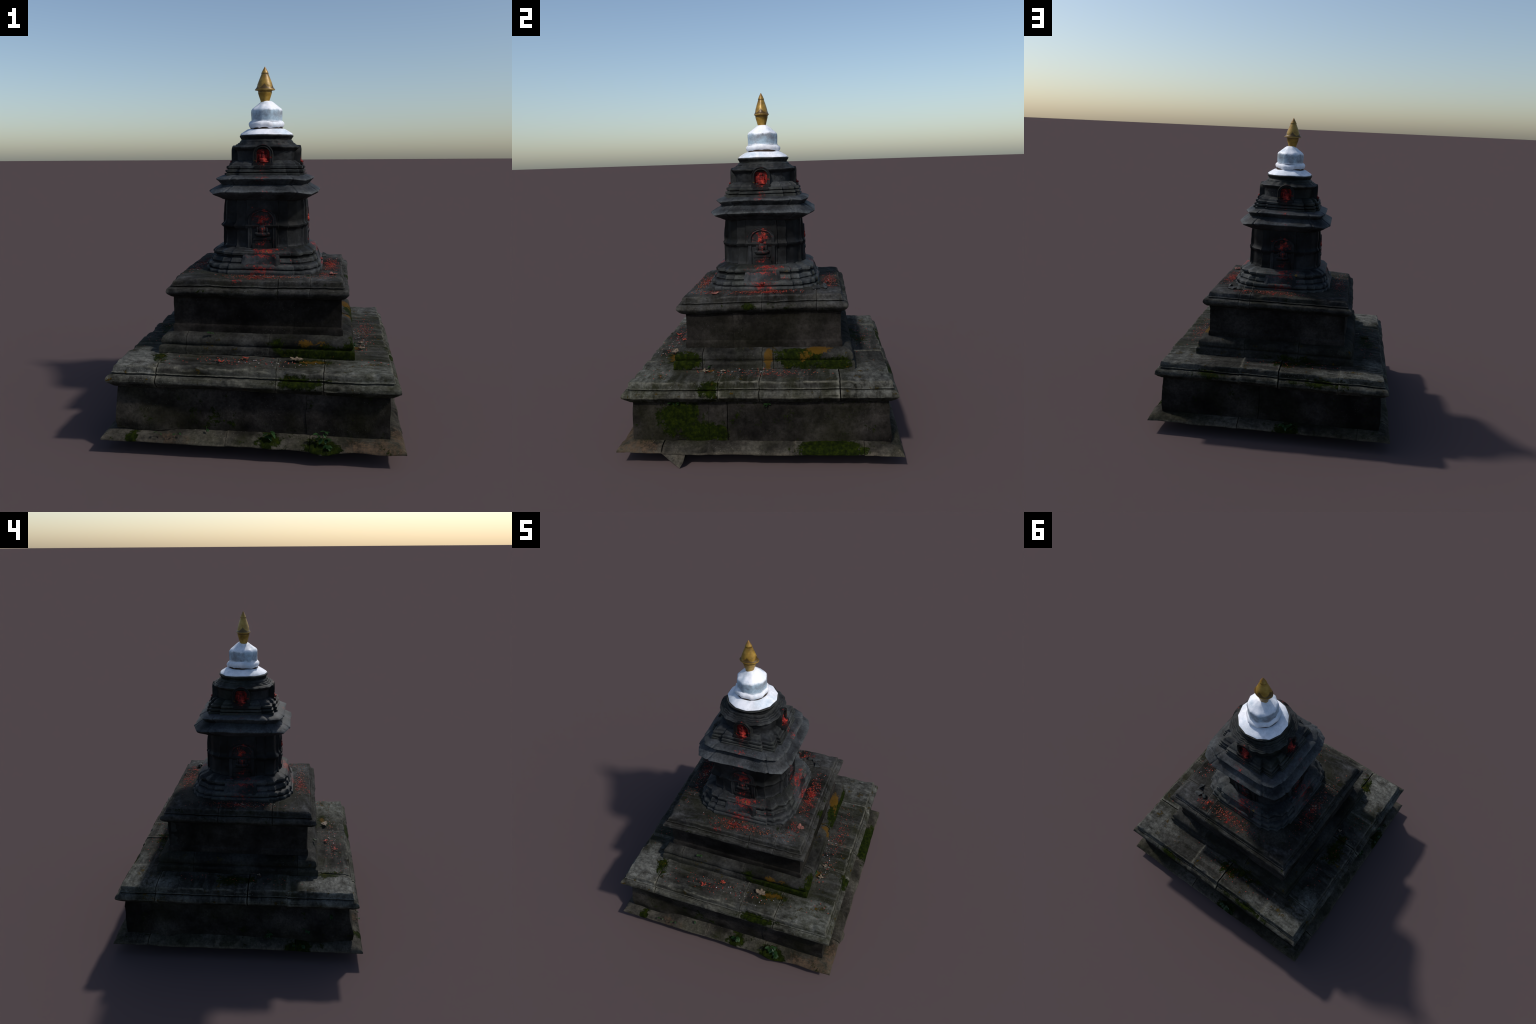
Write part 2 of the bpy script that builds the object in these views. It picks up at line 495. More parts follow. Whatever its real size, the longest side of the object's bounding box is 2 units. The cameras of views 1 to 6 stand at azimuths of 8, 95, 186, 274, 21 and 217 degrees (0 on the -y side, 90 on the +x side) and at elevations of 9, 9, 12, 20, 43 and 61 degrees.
m_coping2 = stone('upper_coping_stone', k(GREY, 0.92), pale=(0.085, 0.087, 0.09), pale_amt=0.8, blotch_amt=0.5, green_amt=0.3, wear=0.50, seed=6.0, streak=(0.5, 2.5, 1.0),
    pale_spots=[(0.30, -0.36, 0.85, 0.22, 0.10, 0.1, 0.7), (0.38, 0.40, 0.85, 0.14, 0.14, 0.1, 0.7), (-0.40, -0.36, 0.85, 0.1, 0.12, 0.1, 0.5),
                (-0.38, 0.42, 0.85, 0.2, 0.1, 0.1, 0.4)],
    moss=[(0.485, -0.05, 0.80, 0.05, 0.08, 0.03, 0.6), (0.46, 0.2, 0.8, 0.05, 0.1, 0.03, 0.4)],
    red=[(0.0, -0.37, 0.86, 0.20, 0.075, 0.05, 0.58), (0.385, 0.02, 0.86, 0.075, 0.24, 0.05, 0.62), (0.36, -0.26, 0.86, 0.08, 0.12, 0.05, 0.45),
         (0.02, 0.40, 0.87, 0.22, 0.075, 0.05, 0.55), (-0.38, 0.02, 0.86, 0.08, 0.24, 0.05, 0.52), (-0.10, -0.425, 0.84, 0.05, 0.03, 0.05, 0.65),
         (0.25, 0.39, 0.86, 0.12, 0.08, 0.05, 0.5)])
def ring4(pts):
    out = []
    for p in pts:
        x, y, z, rx, ry, rz = p[:6]
        st = p[6] if len(p) > 6 else 1.0
        out += [(x, y, z, rx, ry, rz, st), (-y, x, z, ry, rx, rz, st), (-x, -y, z, rx, ry, rz, st * 0.95), (y, -x, z, ry, rx, rz, st * 0.75)]
    return out
m_pedestal = stone('pedestal_stone', k(SHR, 1.0), pale=(0.085, 0.095, 0.10), pale_amt=0.55, green_amt=0.35, wear=0.40, seed=7.0, vary=False, rough=0.6, spec=0.12,
    red=ring4([(0, -0.325, 0.89, 0.14, 0.06, 0.06, 0.66), (0.02, -0.27, 0.985, 0.17, 0.07, 0.04, 0.66), (0.05, -0.30, 0.93, 0.2, 0.06, 0.05, 0.40)]),
    yellow=[(0.02, -0.27, 0.98, 0.10, 0.04, 0.012, 0.5), (-0.10, 0.28, 0.975, 0.02, 0.04, 0.02, 0.8), (0.29, 0.14, 0.96, 0.03, 0.03, 0.03, 0.5)])
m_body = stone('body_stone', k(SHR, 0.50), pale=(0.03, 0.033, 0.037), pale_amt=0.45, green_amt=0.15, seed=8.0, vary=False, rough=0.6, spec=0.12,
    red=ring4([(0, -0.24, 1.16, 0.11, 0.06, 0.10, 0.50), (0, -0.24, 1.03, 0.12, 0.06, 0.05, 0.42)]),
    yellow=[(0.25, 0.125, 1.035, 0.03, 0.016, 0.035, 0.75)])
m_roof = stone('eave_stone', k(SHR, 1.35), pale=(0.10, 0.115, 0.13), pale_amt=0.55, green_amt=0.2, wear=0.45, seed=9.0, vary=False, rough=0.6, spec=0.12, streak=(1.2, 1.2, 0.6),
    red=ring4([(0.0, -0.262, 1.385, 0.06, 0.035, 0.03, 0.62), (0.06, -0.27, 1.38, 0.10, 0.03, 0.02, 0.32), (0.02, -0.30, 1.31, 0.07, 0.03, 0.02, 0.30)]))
m_attic = stone('attic_stone', k(SHR, 0.85), pale=(0.085, 0.095, 0.095), pale_amt=0.5, green_amt=0.5, wear=0.40, seed=10.0, vary=False, rough=0.6, spec=0.12,
    red=ring4([(0.0, -0.235, 1.42, 0.045, 0.04, 0.05, 0.62), (0.0, -0.20, 1.565, 0.06, 0.03, 0.02, 0.50), (0.1, -0.17, 1.57, 0.05, 0.05, 0.02, 0.25)]),
    yellow=ring4([(0.075, -0.20, 1.475, 0.02, 0.03, 0.015, 0.45)]))
m_niche = stone('niche_stone', k(SHR, 0.95), pale=(0.09, 0.08, 0.08), pale_amt=0.5, green_amt=0.1, seed=11.0, vary=False, rough=0.6, spec=0.12,
    red=[(0.0, -0.205, 1.475, 0.062, 0.05, 0.055, 0.75), (0, -0.22, 1.45, 0.05, 0.03, 0.03, 0.7), (0, -0.2, 1.565, 0.05, 0.03, 0.014, 0.6)],
    yellow=[(0.045, -0.21, 1.50, 0.02, 0.03, 0.03, 0.6), (-0.043, -0.21, 1.475, 0.015, 0.03, 0.02, 0.5)])
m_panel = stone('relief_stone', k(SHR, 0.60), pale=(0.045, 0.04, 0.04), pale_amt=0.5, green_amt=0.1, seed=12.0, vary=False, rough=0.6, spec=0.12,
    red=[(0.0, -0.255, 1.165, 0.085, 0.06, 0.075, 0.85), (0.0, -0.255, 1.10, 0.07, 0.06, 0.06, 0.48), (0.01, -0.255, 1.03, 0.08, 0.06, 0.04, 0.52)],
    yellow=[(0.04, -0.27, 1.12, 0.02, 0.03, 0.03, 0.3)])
m_carved = stone('carved_panel_stone', k(SHR, 1.05), pale=(0.085, 0.09, 0.09), pale_amt=0.5, green_amt=0.2, seed=13.0, vary=False, rough=0.6, spec=0.12,
    red=[(0.0, -0.295, 0.968, 0.13, 0.06, 0.035, 0.80), (0.0, -0.32, 0.91, 0.10, 0.06, 0.05, 0.52)])

def pigment_mat():
    N = Nodes('red_pigment')
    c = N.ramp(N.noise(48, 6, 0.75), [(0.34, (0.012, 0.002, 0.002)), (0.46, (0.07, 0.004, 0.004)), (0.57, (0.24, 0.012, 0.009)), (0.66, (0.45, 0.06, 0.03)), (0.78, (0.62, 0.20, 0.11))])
    N.bump(N.noise(70, 5, 0.7), 0.5, 0.003)
    return N.finish(c, 0.85)
m_red = pigment_mat()

def mortar_mat():
    N = Nodes('dark_mortar')
    c = N.ramp(N.noise(20, 6, 0.7), [(0.3, (0.006, 0.006, 0.005)), (0.7, (0.022, 0.021, 0.018))])
    return N.finish(c, 0.95)
m_mortar = mortar_mat()

def white_mat(name, tint, sky_blue, sky_blue_amt):
    N = Nodes(name)
    c = N.ramp(N.noise(14, 6, 0.65), [(0.32, k(tint, 0.72)), (0.5, tint), (0.7, k(tint, 1.08))])
    d = N.remap(N.noise(7, 6, 0.7, stretch=(1, 1, 0.5)), 0.50, 0.72, 0, sky_blue_amt)
    c = N.mix(d, c, sky_blue)
    g = N.remap(N.noise(60, 5, 0.75), 0.58, 0.70, 0, 0.45)
    c = N.mix(g, c, (0.30, 0.38, 0.44))
    r = N.remap(N.noise(22, 5, 0.8, shift=(3, 1, 2)), 0.67, 0.73, 0, 0.7)
    c = N.mix(r, c, (0.55, 0.10, 0.08))
    N.bump(N.noise(25, 6, 0.7), 0.35, 0.004)
    return N.finish(c, 0.6, spec=0.3)
m_white = white_mat('whitewash', (0.80, 0.81, 0.86), (0.36, 0.48, 0.58), 0.7)  # bluish skylight on shaded whitewash put into the tint and patches
def dome_mat():
    # whitewashed cap and foot with bluish skylight painted in, a band of blue-grey limewash round the drum with a worn, uneven border
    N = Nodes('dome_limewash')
    white = N.ramp(N.noise(14, 6, 0.65), [(0.32, (0.50, 0.58, 0.66)), (0.46, (0.76, 0.79, 0.85)), (0.7, (0.86, 0.86, 0.90))])
    blue = N.ramp(N.noise(9, 6, 0.7), [(0.34, (0.11, 0.12, 0.14)), (0.47, (0.19, 0.23, 0.275)), (0.58, (0.31, 0.43, 0.53)), (0.70, (0.48, 0.62, 0.71))])
    sep = N.t.nodes.new('ShaderNodeSeparateXYZ')
    N.link(N.coord, sep.inputs[0])
    z = N.math('ADD', sep.outputs[2], N.remap(N.noise(24, 6, 0.7), 0.3, 0.7, -0.008, 0.008))
    d = N.math('ABSOLUTE', N.math('SUBTRACT', z, 1.727))
    c = N.mix(N.remap(d, 0.024, 0.036, 0.92, 0), white, blue)
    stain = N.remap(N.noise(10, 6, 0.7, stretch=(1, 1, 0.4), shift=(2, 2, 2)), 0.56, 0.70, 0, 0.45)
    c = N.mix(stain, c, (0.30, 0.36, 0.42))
    r = N.remap(N.noise(24, 5, 0.8, shift=(3, 1, 2)), 0.67, 0.73, 0, 0.7)
    c = N.mix(r, c, (0.50, 0.10, 0.08))
    N.bump(N.noise(25, 6, 0.7), 0.4, 0.005)
    return N.finish(c, 0.45, spec=0.4)
m_dome = dome_mat()
def soil_shade_mat():  # brown soil, with the groove's baked shade put into its colour
    N = Nodes('joint_soil_shade')
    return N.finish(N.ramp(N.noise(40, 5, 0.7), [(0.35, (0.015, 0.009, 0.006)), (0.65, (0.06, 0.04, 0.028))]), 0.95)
m_soil_shade = soil_shade_mat()

def gold_mat():
    N = Nodes('gilded_metal')
    c = N.ramp(N.noise(22, 5, 0.65), [(0.3, (0.13, 0.072, 0.008)), (0.5, (0.30, 0.175, 0.024)), (0.72, (0.46, 0.30, 0.065))])
    sep = N.t.nodes.new('ShaderNodeSeparateXYZ')
    N.link(N.coord, sep.inputs[0])
    x, y, z = sep.outputs
    # tarnish inside the arched petals: between the rolled rim and a scalloped curve
    ang = N.math('ARCTAN2', y, x)
    sc = N.math('ABSOLUTE', N.math('SINE', N.math('MULTIPLY', ang, 2.0)))
    top = N.math('ADD', 1.885, N.math('MULTIPLY', N.math('SUBTRACT', 1.0, sc), 0.024))
    a = N.remap(N.math('SUBTRACT', top, z), 0.0, 0.006)
    b = N.remap(N.math('SUBTRACT', z, 1.874), 0.0, 0.003)
    m = N.math('MULTIPLY', N.math('MULTIPLY', a, b), 0.82)
    c = N.mix(m, c, (0.045, 0.022, 0.004))
    for zz, w in ((1.862, 0.006), (1.9605, 0.004)):
        band = N.remap(N.math('ABSOLUTE', N.math('SUBTRACT', z, zz)), 0, w, 0.75, 0)
        c = N.mix(band, c, (0.06, 0.032, 0.005))
    tip = N.remap(z, 1.972, 1.985, 0, 0.5)
    c = N.mix(tip, c, (0.20, 0.085, 0.02))
    N.bump(N.noise(60, 4, 0.6), 0.25, 0.002)
    return N.finish(c, 0.42, metallic=0.2, spec=0.5)
m_gold = gold_mat()

def leaf_mat(name, a, b):
    N = Nodes(name)
    oi = N.t.nodes.new('ShaderNodeObjectInfo').outputs['Random']
    c = N.mix(oi, a, b)
    c = N.mix(N.remap(N.noise(60, 3, 0.6), 0.35, 0.7, 0, 0.5), c, k(a, 0.5))
    N.finish(c, 0.55, spec=0.4)
    tr = N.t.nodes.new('ShaderNodeBsdfTranslucent')
    N.put(tr.inputs[0], c)
    mx = N.t.nodes.new('ShaderNodeMixShader')
    mx.inputs[0].default_value = 0.3
    N.link(N.bsdf.outputs[0], mx.inputs[1]); N.link(tr.outputs[0], mx.inputs[2])
    N.link(mx.outputs[0], N.out.inputs[0])
    return N.mat
m_leaf = leaf_mat('weed_leaf', (0.010, 0.036, 0.007), (0.017, 0.056, 0.012))
m_stem = leaf_mat('weed_stem', (0.03, 0.05, 0.012), (0.04, 0.05, 0.02))

def petal_mat(name, a, b):
    N = Nodes(name)
    c = N.mix(N.remap(N.noise(90, 2, 0.5), 0.35, 0.65), a, b)
    return N.finish(c, 0.7)
m_pr = petal_mat('red_petal', (0.17, 0.011, 0.010), (0.28, 0.05, 0.026))
m_po = petal_mat('orange_petal', (0.24, 0.09, 0.03), (0.28, 0.05, 0.025))
m_pw = petal_mat('pale_petal', (0.34, 0.31, 0.29), (0.20, 0.20, 0.25))
m_dry = petal_mat('dry_leaf', (0.09, 0.065, 0.045), (0.15, 0.115, 0.08))

# ------------------------------------------------------------------ lower plinth
R1 = (-0.690, 0.687, -0.677, 0.690)
R2 = (-0.450, 0.447, -0.414, 0.453)

def core(name, rect, inset, z0, z1):
    x0, x1, y0, y1 = rect
    return box_mesh([(x0 + inset, x1 - inset, y0 + inset, y1 - inset, z0, z1)], name, 0.004, coarse=0.0)

lower = add('lower_plinth', core('lower_plinth', R1, 0.014, 0.078, 0.432), m_mortar, ROOT)
def sstep(v, a, b):
    f = np.clip((v - a) / (b - a), 0, 1)
    return f * f * (3 - 2 * f)
def corner_flare(V):
    """the wall slabs swell towards their feet at three corners, as earth packed against them"""
    V = V.copy()
    x, y, z = V.T
    low = sstep(-z, -0.28, -0.14)
    out = (y > 0.66) * sstep(x, 0.50, 0.66) * low * 0.010 - (y < -0.65) * sstep(-x, 0.34, 0.50) * low * 0.028
    left = (x < -0.66) * (np.exp(-((y + 0.48) / 0.13) ** 2) * sstep(-z, -0.33, -0.22) * 0.032 + np.exp(-((y - 0.43) / 0.06) ** 2) * sstep(-z, -0.21, -0.13) * 0.03)
    V[:, 1] += out
    V[:, 0] -= left
    return V
def skew_side(V):
    # the -x face of the upper plinth runs slightly inward towards +y
    V = V.copy()
    V[:, 0] += (V[:, 0] < -0.25) * 0.012 * sstep(V[:, 1], 0.0, 0.45)
    return V
def tilt(rect, a, b, c, d, low=None):
    """corner settlements, bilinear; order (+x,-y), (+x,+y), (-x,+y), (-x,-y)"""
    def f(V):
        V = V.copy()
        u = np.clip((V[:, 0] - rect[0]) / (rect[1] - rect[0]), 0, 1)
        w = np.clip((V[:, 1] - rect[2]) / (rect[3] - rect[2]), 0, 1)
        V[:, 2] += (a * u + d * (1 - u)) * (1 - w) + (b * u + c * (1 - u)) * w
        return V
    return f
def sag(V):
    # the front footing has settled and been pushed out beside the weeds
    V = V.copy()
    w = np.exp(-((V[:, 0] - 0.36) / 0.075) ** 2) * (V[:, 1] < -0.70)
    V[:, 2] -= 0.018 * w
    V[:, 1] -= 0.010 * w
    return V
R1F = (-0.684, 0.688, -0.680, 0.684)
course('footing_stone', R1F,
       [(-0.20, 0.078, 0), (0.072, 0.0735, 0), (0.0790, 0.0750, 0.1), (0.0800, 0.080, 0.3), (0.0770, 0.088, 0.7), (0.069, 0.097, 1), (0.054, 0.105, 0.9), (0.032, 0.111, 0.4),
        (0.004, 0.117, 0), (-0.02, 0.119, 0), (-0.20, 0.118, 0)],
       [(-0.575, -0.116, 0.30), (-0.511, 0.195, 0.557), (0.19, -0.107, -0.561), (0.545, 0.116, -0.359)],
       m_footing, lower, gap=0.003, seed=21, chip=0.012, coarse=0.0035, warp=sag)
course('wall_slab', R1,
       [(-0.06, 0.116, 0), (0.0, 0.116, 0), (0.004, 0.16, 0), (0.004, 0.24, 0), (0.003, 0.30, 0), (-0.002, 0.345, 0), (-0.06, 0.345, 0)],
       [(0.28,), (-0.268, -0.165), (0.066,), (0.593,)],
       m_wall, lower, gap=0.002, seed=22, chip=0.0, coarse=0.0045, shift=0.002, step=0.014, warp=corner_flare)
COP1 = [(-0.24, 0.335, 0), (-0.002, 0.336, 0), (0.010, 0.341, 0), (0.034, 0.362, 0.1), (0.046, 0.374, 0.5), (0.0475, 0.382, 0.6), (0.045, 0.392, 0.5), (0.036, 0.402, 0.2),
        (0.026, 0.406, 0), (0.008, 0.4065, 0), (0.007, 0.4125, 0), (0.021, 0.4135, 0), (0.0225, 0.4165, 0.2), (0.020, 0.4185, 0), (0.016, 0.421, 0), (0.0145, 0.434, 0.2), (0.0125, 0.447, 0.7),
        (0.010, 0.4512, 1), (0.000, 0.4525, 0.8), (-0.03, 0.454, 0.1), (-0.24, 0.456, 0)]
course('coping_slab', (-0.689, 0.688, -0.678, 0.690), COP1,
       [(-0.479, 0.126, 0.364), (-0.205, 0.014, 0.436), (0.192, -0.053, -0.424), (0.492, -0.063, -0.30)],
       m_coping1, lower, gap=0.004, seed=23, chip=0.016, coarse=0.003, shift=0.0025, step=0.010,
       special={7: (0, -0.006, -0.004)}, warp=tilt(R1, -0.006, 0.004, -0.001, 0.000))

# spike dangling from the scan's shell below the footing (+x), built as a rock
bm = bmesh.new()
pts = [(0.60, -0.515, 0.080), (0.764, -0.520, 0.080), (0.757, -0.385, 0.080), (0.60, -0.385, 0.080), (0.779, -0.418, 0.0), (0.775, -0.400, 0.030), (0.772, -0.465, 0.035),
       (0.62, -0.43, 0.06), (0.70, -0.42, 0.030)]
for p in pts:
    bm.verts.new(p)
bmesh.ops.convex_hull(bm, input=bm.verts)
bmesh.ops.subdivide_edges(bm, edges=list(bm.edges), cuts=3, use_grid_fill=True)
me = bpy.data.meshes.new('dangling_spike')
bm.to_mesh(me); bm.free()
add('dangling_spike', finish_organic(me, 0.0015, 3, 30), m_footing, lower)

# ------------------------------------------------------------------ upper plinth
upper = add('upper_plinth', core('upper_plinth', R2, 0.012, 0.440, 0.838), m_mortar, ROOT)
course('base_moulding_stone', (-0.449, 0.447, -0.414, 0.453),
       [(-0.06, 0.450, 0), (0.066, 0.450, 0), (0.071, 0.456, 0), (0.071, 0.488, 0.3), (0.068, 0.495, 0.7), (0.058, 0.498, 0.2), (0.055, 0.502, 0), (0.060, 0.508, 0), (0.062, 0.522, 0.2),
        (0.058, 0.538, 0.5), (0.048, 0.549, 0.7), (0.030, 0.557, 0.4), (0.006, 0.562, 0), (-0.06, 0.563, 0)],
       [(-0.374, 0.073), (-0.32, 0.012, 0.073), (0.20, -0.15), (0.291, -0.357)],
       m_base2, upper, gap=0.002, seed=31, chip=0.010, coarse=0.003, warp=skew_side)
course('wall_slab', R2,
       [(-0.06, 0.560, 0), (0.006, 0.560, 0), (0.007, 0.592, 0.2), (0.004, 0.600, 0.4), (0.0, 0.603, 0), (0.001, 0.68, 0), (0.0, 0.75, 0), (0.004, 0.765, 0), (-0.06, 0.765, 0)],
       [(0.20,), (-0.15,), (-0.16,), (0.20,)],
       m_wall2, upper, gap=0.0008, seed=32, chip=0.006, coarse=0.0025, shift=0.0004, warp=skew_side)
R2C = (-0.445, 0.449, -0.430, 0.456)
COP2 = [(-0.22, 0.752, 0), (0.000, 0.754, 0), (0.012, 0.759, 0), (0.028, 0.773, 0.1), (0.036, 0.784, 0.5), (0.037, 0.793, 0.6), (0.032, 0.804, 0.3), (0.020, 0.8095, 0),
        (0.000, 0.8105, 0), (0.000, 0.8155, 0), (0.0115, 0.8165, 0), (0.0125, 0.819, 0.2), (0.010, 0.821, 0), (0.006, 0.8235, 0), (0.004, 0.836, 0.2), (0.0015, 0.847, 0.7), (-0.002, 0.8505, 1),
        (-0.012, 0.8525, 0.6), (-0.05, 0.856, 0), (-0.22, 0.863, 0)]
course('coping_slab', R2C, COP2,
       [(0.116, 0.284), (0.018, 0.32), (0.253, 0.181), (0.132, -0.197)],
       m_coping2, upper, gap=0.003, seed=33, chip=0.015, coarse=0.003, shift=0.0015, step=0.010, warp=tilt(R2, 0.001, 0.016, 0.010, 0.001))
# two blocks flanking the drain slot of the back wall; no opening is cut
add('drain_blocks', box_mesh([(-0.022, -0.006, 0.44, 0.4595, 0.552, 0.585), (0.022, 0.040, 0.44, 0.4595, 0.552, 0.585)], 'drain_blocks', 0.002), m_wall2, upper)

# ------------------------------------------------------------------ shrine tower
C = (0.008, 0.010, 0.0)
def ped_plan(h, z):
    # the redents deepen towards the top
    t = (z - 0.86) / 0.13
    c = 0.044 + 0.022 * t
    half = [(0.55 * h, -h), (0.57 * h, -h + 0.011), (0.72 * h, -h + 0.017), (0.74 * h, -h + 0.032)]
    return four_fold([(-(h - c), -(h - c))] + [(-x, y) for x, y in reversed(half)] + half)
pedestal = add('pedestal', loft(
    [(0.316, 0.850), (0.325, 0.853), (0.328, 0.874), (0.325, 0.881), (0.313, 0.884), (0.320, 0.892), (0.319, 0.905), (0.312, 0.913), (0.297, 0.918),
     (0.300, 0.926), (0.292, 0.944), (0.276, 0.949), (0.278, 0.956), (0.290, 0.963), (0.291, 0.974), (0.281, 0.983), (0.260, 0.992), (0.238, 0.999), (0.22, 1.0)],
    ped_plan, 'pedestal', per_edge=5, coarse=0.003, fine=0.0015, seed=41, zstep=0.006, angle=40), m_pedestal, ROOT, C)
def body_plan(h, z):
    # stepped octagon: broad middle bay, two narrow pilasters, cut corner
    half = [(0.38 * h, -h), (0.39 * h, -h * 0.965), (0.60 * h, -h * 0.955), (0.615 * h, -h * 0.90), (0.78 * h, -h * 0.80)]
    return four_fold([(-x, y) for x, y in reversed(half)] + half)
def heavy_corner(V):
    # one corner of the shaft is left squarer than the other three, its band standing out
    V = V.copy()
    m = np.minimum(-V[:, 0], -V[:, 1])
    w = np.clip((m - 0.13) / 0.05, 0, 1) * (0.016 + 0.010 * np.exp(-((V[:, 2] - 1.12) / 0.03) ** 2))
    V[:, 0] -= w
    V[:, 1] -= w
    return V
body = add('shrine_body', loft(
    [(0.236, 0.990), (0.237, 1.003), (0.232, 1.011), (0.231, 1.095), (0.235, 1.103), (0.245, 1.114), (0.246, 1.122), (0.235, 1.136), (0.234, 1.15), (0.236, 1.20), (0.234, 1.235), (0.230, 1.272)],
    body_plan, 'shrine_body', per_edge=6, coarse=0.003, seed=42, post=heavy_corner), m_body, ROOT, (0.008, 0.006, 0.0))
def scallop(amp, cnt, zlo, zhi):
    def f(V):
        a = np.arctan2(V[:, 1], V[:, 0])
        r = np.hypot(V[:, 0], V[:, 1])
        w = np.clip((V[:, 2] - zlo) / 0.006, 0, 1) * np.clip((zhi - V[:, 2]) / 0.006, 0, 1)
        s = 1 - amp * w * (1 - np.abs(np.sin(a * cnt / 2))) / np.maximum(r, 1e-4)
        V = V.copy()
        V[:, :2] *= s[:, None]
        return V
    return f
def droop(h, amt):
    """eave corners hang a little lower than the middle of the sides"""
    def f(V):
        V = V.copy()
        m = np.minimum(np.abs(V[:, 0]), np.abs(V[:, 1])) / h
        V[:, 2] -= amt * np.clip((m - 0.55) / 0.33, 0, 1) ** 1.5
        return V
    return f
add('eave_roof', loft(
    [(0.220, 1.256), (0.238, 1.261), (0.265, 1.278), (0.290, 1.293), (0.302, 1.3015), (0.306, 1.307), (0.302, 1.313), (0.285, 1.323), (0.262, 1.336), (0.248, 1.345), (0.226, 1.349)],
    roof_plan, 'eave_roof', per_edge=6, coarse=0.003, fine=0.0015, seed=43, post=droop(0.306, 0.012)), m_roof, ROOT, C)
add('eave_roof', loft(
    [(0.222, 1.335), (0.240, 1.342), (0.256, 1.361), (0.266, 1.370), (0.269, 1.375), (0.265, 1.380), (0.250, 1.387), (0.228, 1.394), (0.190, 1.396)],
    roof_plan, 'eave_roof', per_edge=6, coarse=0.003, fine=0.0015, seed=44, post=droop(0.269, 0.006)), m_roof, ROOT, C)
st_plan = redent([(0.58, 0.0)], 0.022)
attic = add('stepped_attic', loft(
    [(0.208, 1.385), (0.224, 1.390), (0.225, 1.405), (0.211, 1.408), (0.220, 1.413), (0.220, 1.424), (0.205, 1.428), (0.213, 1.433), (0.213, 1.445), (0.200, 1.450),
     (0.194, 1.461), (0.174, 1.474), (0.150, 1.477)],
    st_plan, 'stepped_attic', per_edge=4, coarse=0.0025, seed=45, zstep=0.006), m_attic, ROOT, C)
drum = add('drum', loft(
    [(0.168, 1.462), (0.168, 1.480), (0.169, 1.505), (0.171, 1.528), (0.180, 1.537), (0.192, 1.544), (0.195, 1.551), (0.189, 1.556), (0.184, 1.5600), (0.178, 1.5605),
     (0.174, 1.5665), (0.168, 1.567), (0.164, 1.574), (0.158, 1.5745), (0.153, 1.583), (0.147, 1.590), (0.120, 1.592)],
    superellipse(2.4, 96), 'drum', per_edge=1, zstep=0.003, coarse=0.003, fine=0.0012, seed=46, post=scallop(0.007, 22, 1.536, 1.582)), m_attic, ROOT, C)
add('lotus_rim', loft(
    [(0.130, 1.586), (0.143, 1.589), (0.147, 1.597), (0.153, 1.606), (0.1555, 1.612), (0.1535, 1.6165), (0.12, 1.6175)],
    superellipse(2.05, 96), 'lotus_rim', per_edge=1, zstep=0.004, coarse=0.002, fine=0.001, seed=47, post=scallop(0.004, 32, 1.588, 1.610)), m_attic, ROOT, C)
dome = add('dome_skirt', loft(
    [(0.130, 1.612), (0.1485, 1.6165), (0.150, 1.620), (0.144, 1.6265), (0.120, 1.642), (0.106, 1.650), (0.090, 1.652), (0.060, 1.653)],
    superellipse(2.0, 13), 'dome_skirt', per_edge=3, zstep=0.006, coarse=0.004, seed=48, angle=30), m_white, ROOT, C)
add('dome_collar', loft(
    [(0.080, 1.655), (0.096, 1.6575), (0.103, 1.665), (0.106, 1.674), (0.105, 1.682), (0.098, 1.690), (0.090, 1.695), (0.07, 1.697)],
    superellipse(2.0, 10), 'dome_collar', per_edge=4, zstep=0.006, coarse=0.006, seed=49, angle=45), m_white, ROOT, C)
add('dome_joint', loft([(0.080, 1.645), (0.0935, 1.648), (0.0935, 1.660), (0.080, 1.663)], superellipse(2.0, 40), 'dome_joint', per_edge=1, coarse=0.001, seed=52), m_soil_shade, ROOT, C)
add('dome', loft(
    [(0.070, 1.690), (0.092, 1.692), (0.090, 1.700), (0.0905, 1.720), (0.0915, 1.744), (0.0905, 1.757), (0.084, 1.766), (0.062, 1.782), (0.042, 1.798), (0.027, 1.808), (0.010, 1.809)],
    superellipse(2.0, 10), 'dome', per_edge=4, zstep=0.006, coarse=0.003, seed=50, angle=70), m_dome, ROOT, C)

# gilded finial: flattened lozenge section, flaring rim, tapering spire
def finial():
    lev = [(1.800, .0255, .0245), (1.810, .0255, .0245), (1.835, .034, .031), (1.856, .0405, .037), (1.862, .0395, .037), (1.868, .042, .039), (1.8705, .058, .0445), (1.8735, .0585, .0445),
           (1.880, .0525, .042), (1.905, .0425, .0350), (1.93, .0325, .0275), (1.955, .0220, .0190), (1.959, .0205, .0178), (1.962, .0215, .0188), (1.968, .0190, .0168), (1.984, .0105, .0095),
           (1.996, .0035, .0035), (2.000, .0008, .0008)]
    V, m = [], 32
    zs = []
    for a, b in zip(lev, lev[1:]):
        n = max(1, int((b[0] - a[0]) / 0.004))
        for i in range(n):
            f = i / n
            zs.append(tuple(a[q] + (b[q] - a[q]) * f for q in range(3)))
    zs.append(lev[-1])
    for z, hx, hy in zs:
        for j in range(m):
            a = 2 * math.pi * j / m
            c, s = math.cos(a), math.sin(a)
            e = 1.85
            r = (abs(c) ** e + abs(s) ** e) ** (-1 / e)
            arch = 1.887 + 0.022 * (1 - abs(math.sin(2 * a)))
            rec = 0.965 if 1.880 < z < arch else 1.0
            V.append((hx * r * c * rec, hy * r * s * rec, z))
    F = [(i * m + j, i * m + (j + 1) % m, (i + 1) * m + (j + 1) % m, (i + 1) * m + j) for i in range(len(zs) - 1) for j in range(m)]
    F += [tuple(range(m)), tuple(range((len(zs) - 1) * m, len(zs) * m))]
    return mesh_from(V, F, 'finial', 50)
add('finial', finial(), m_gold, ROOT, (-0.001, 0.007, 0))

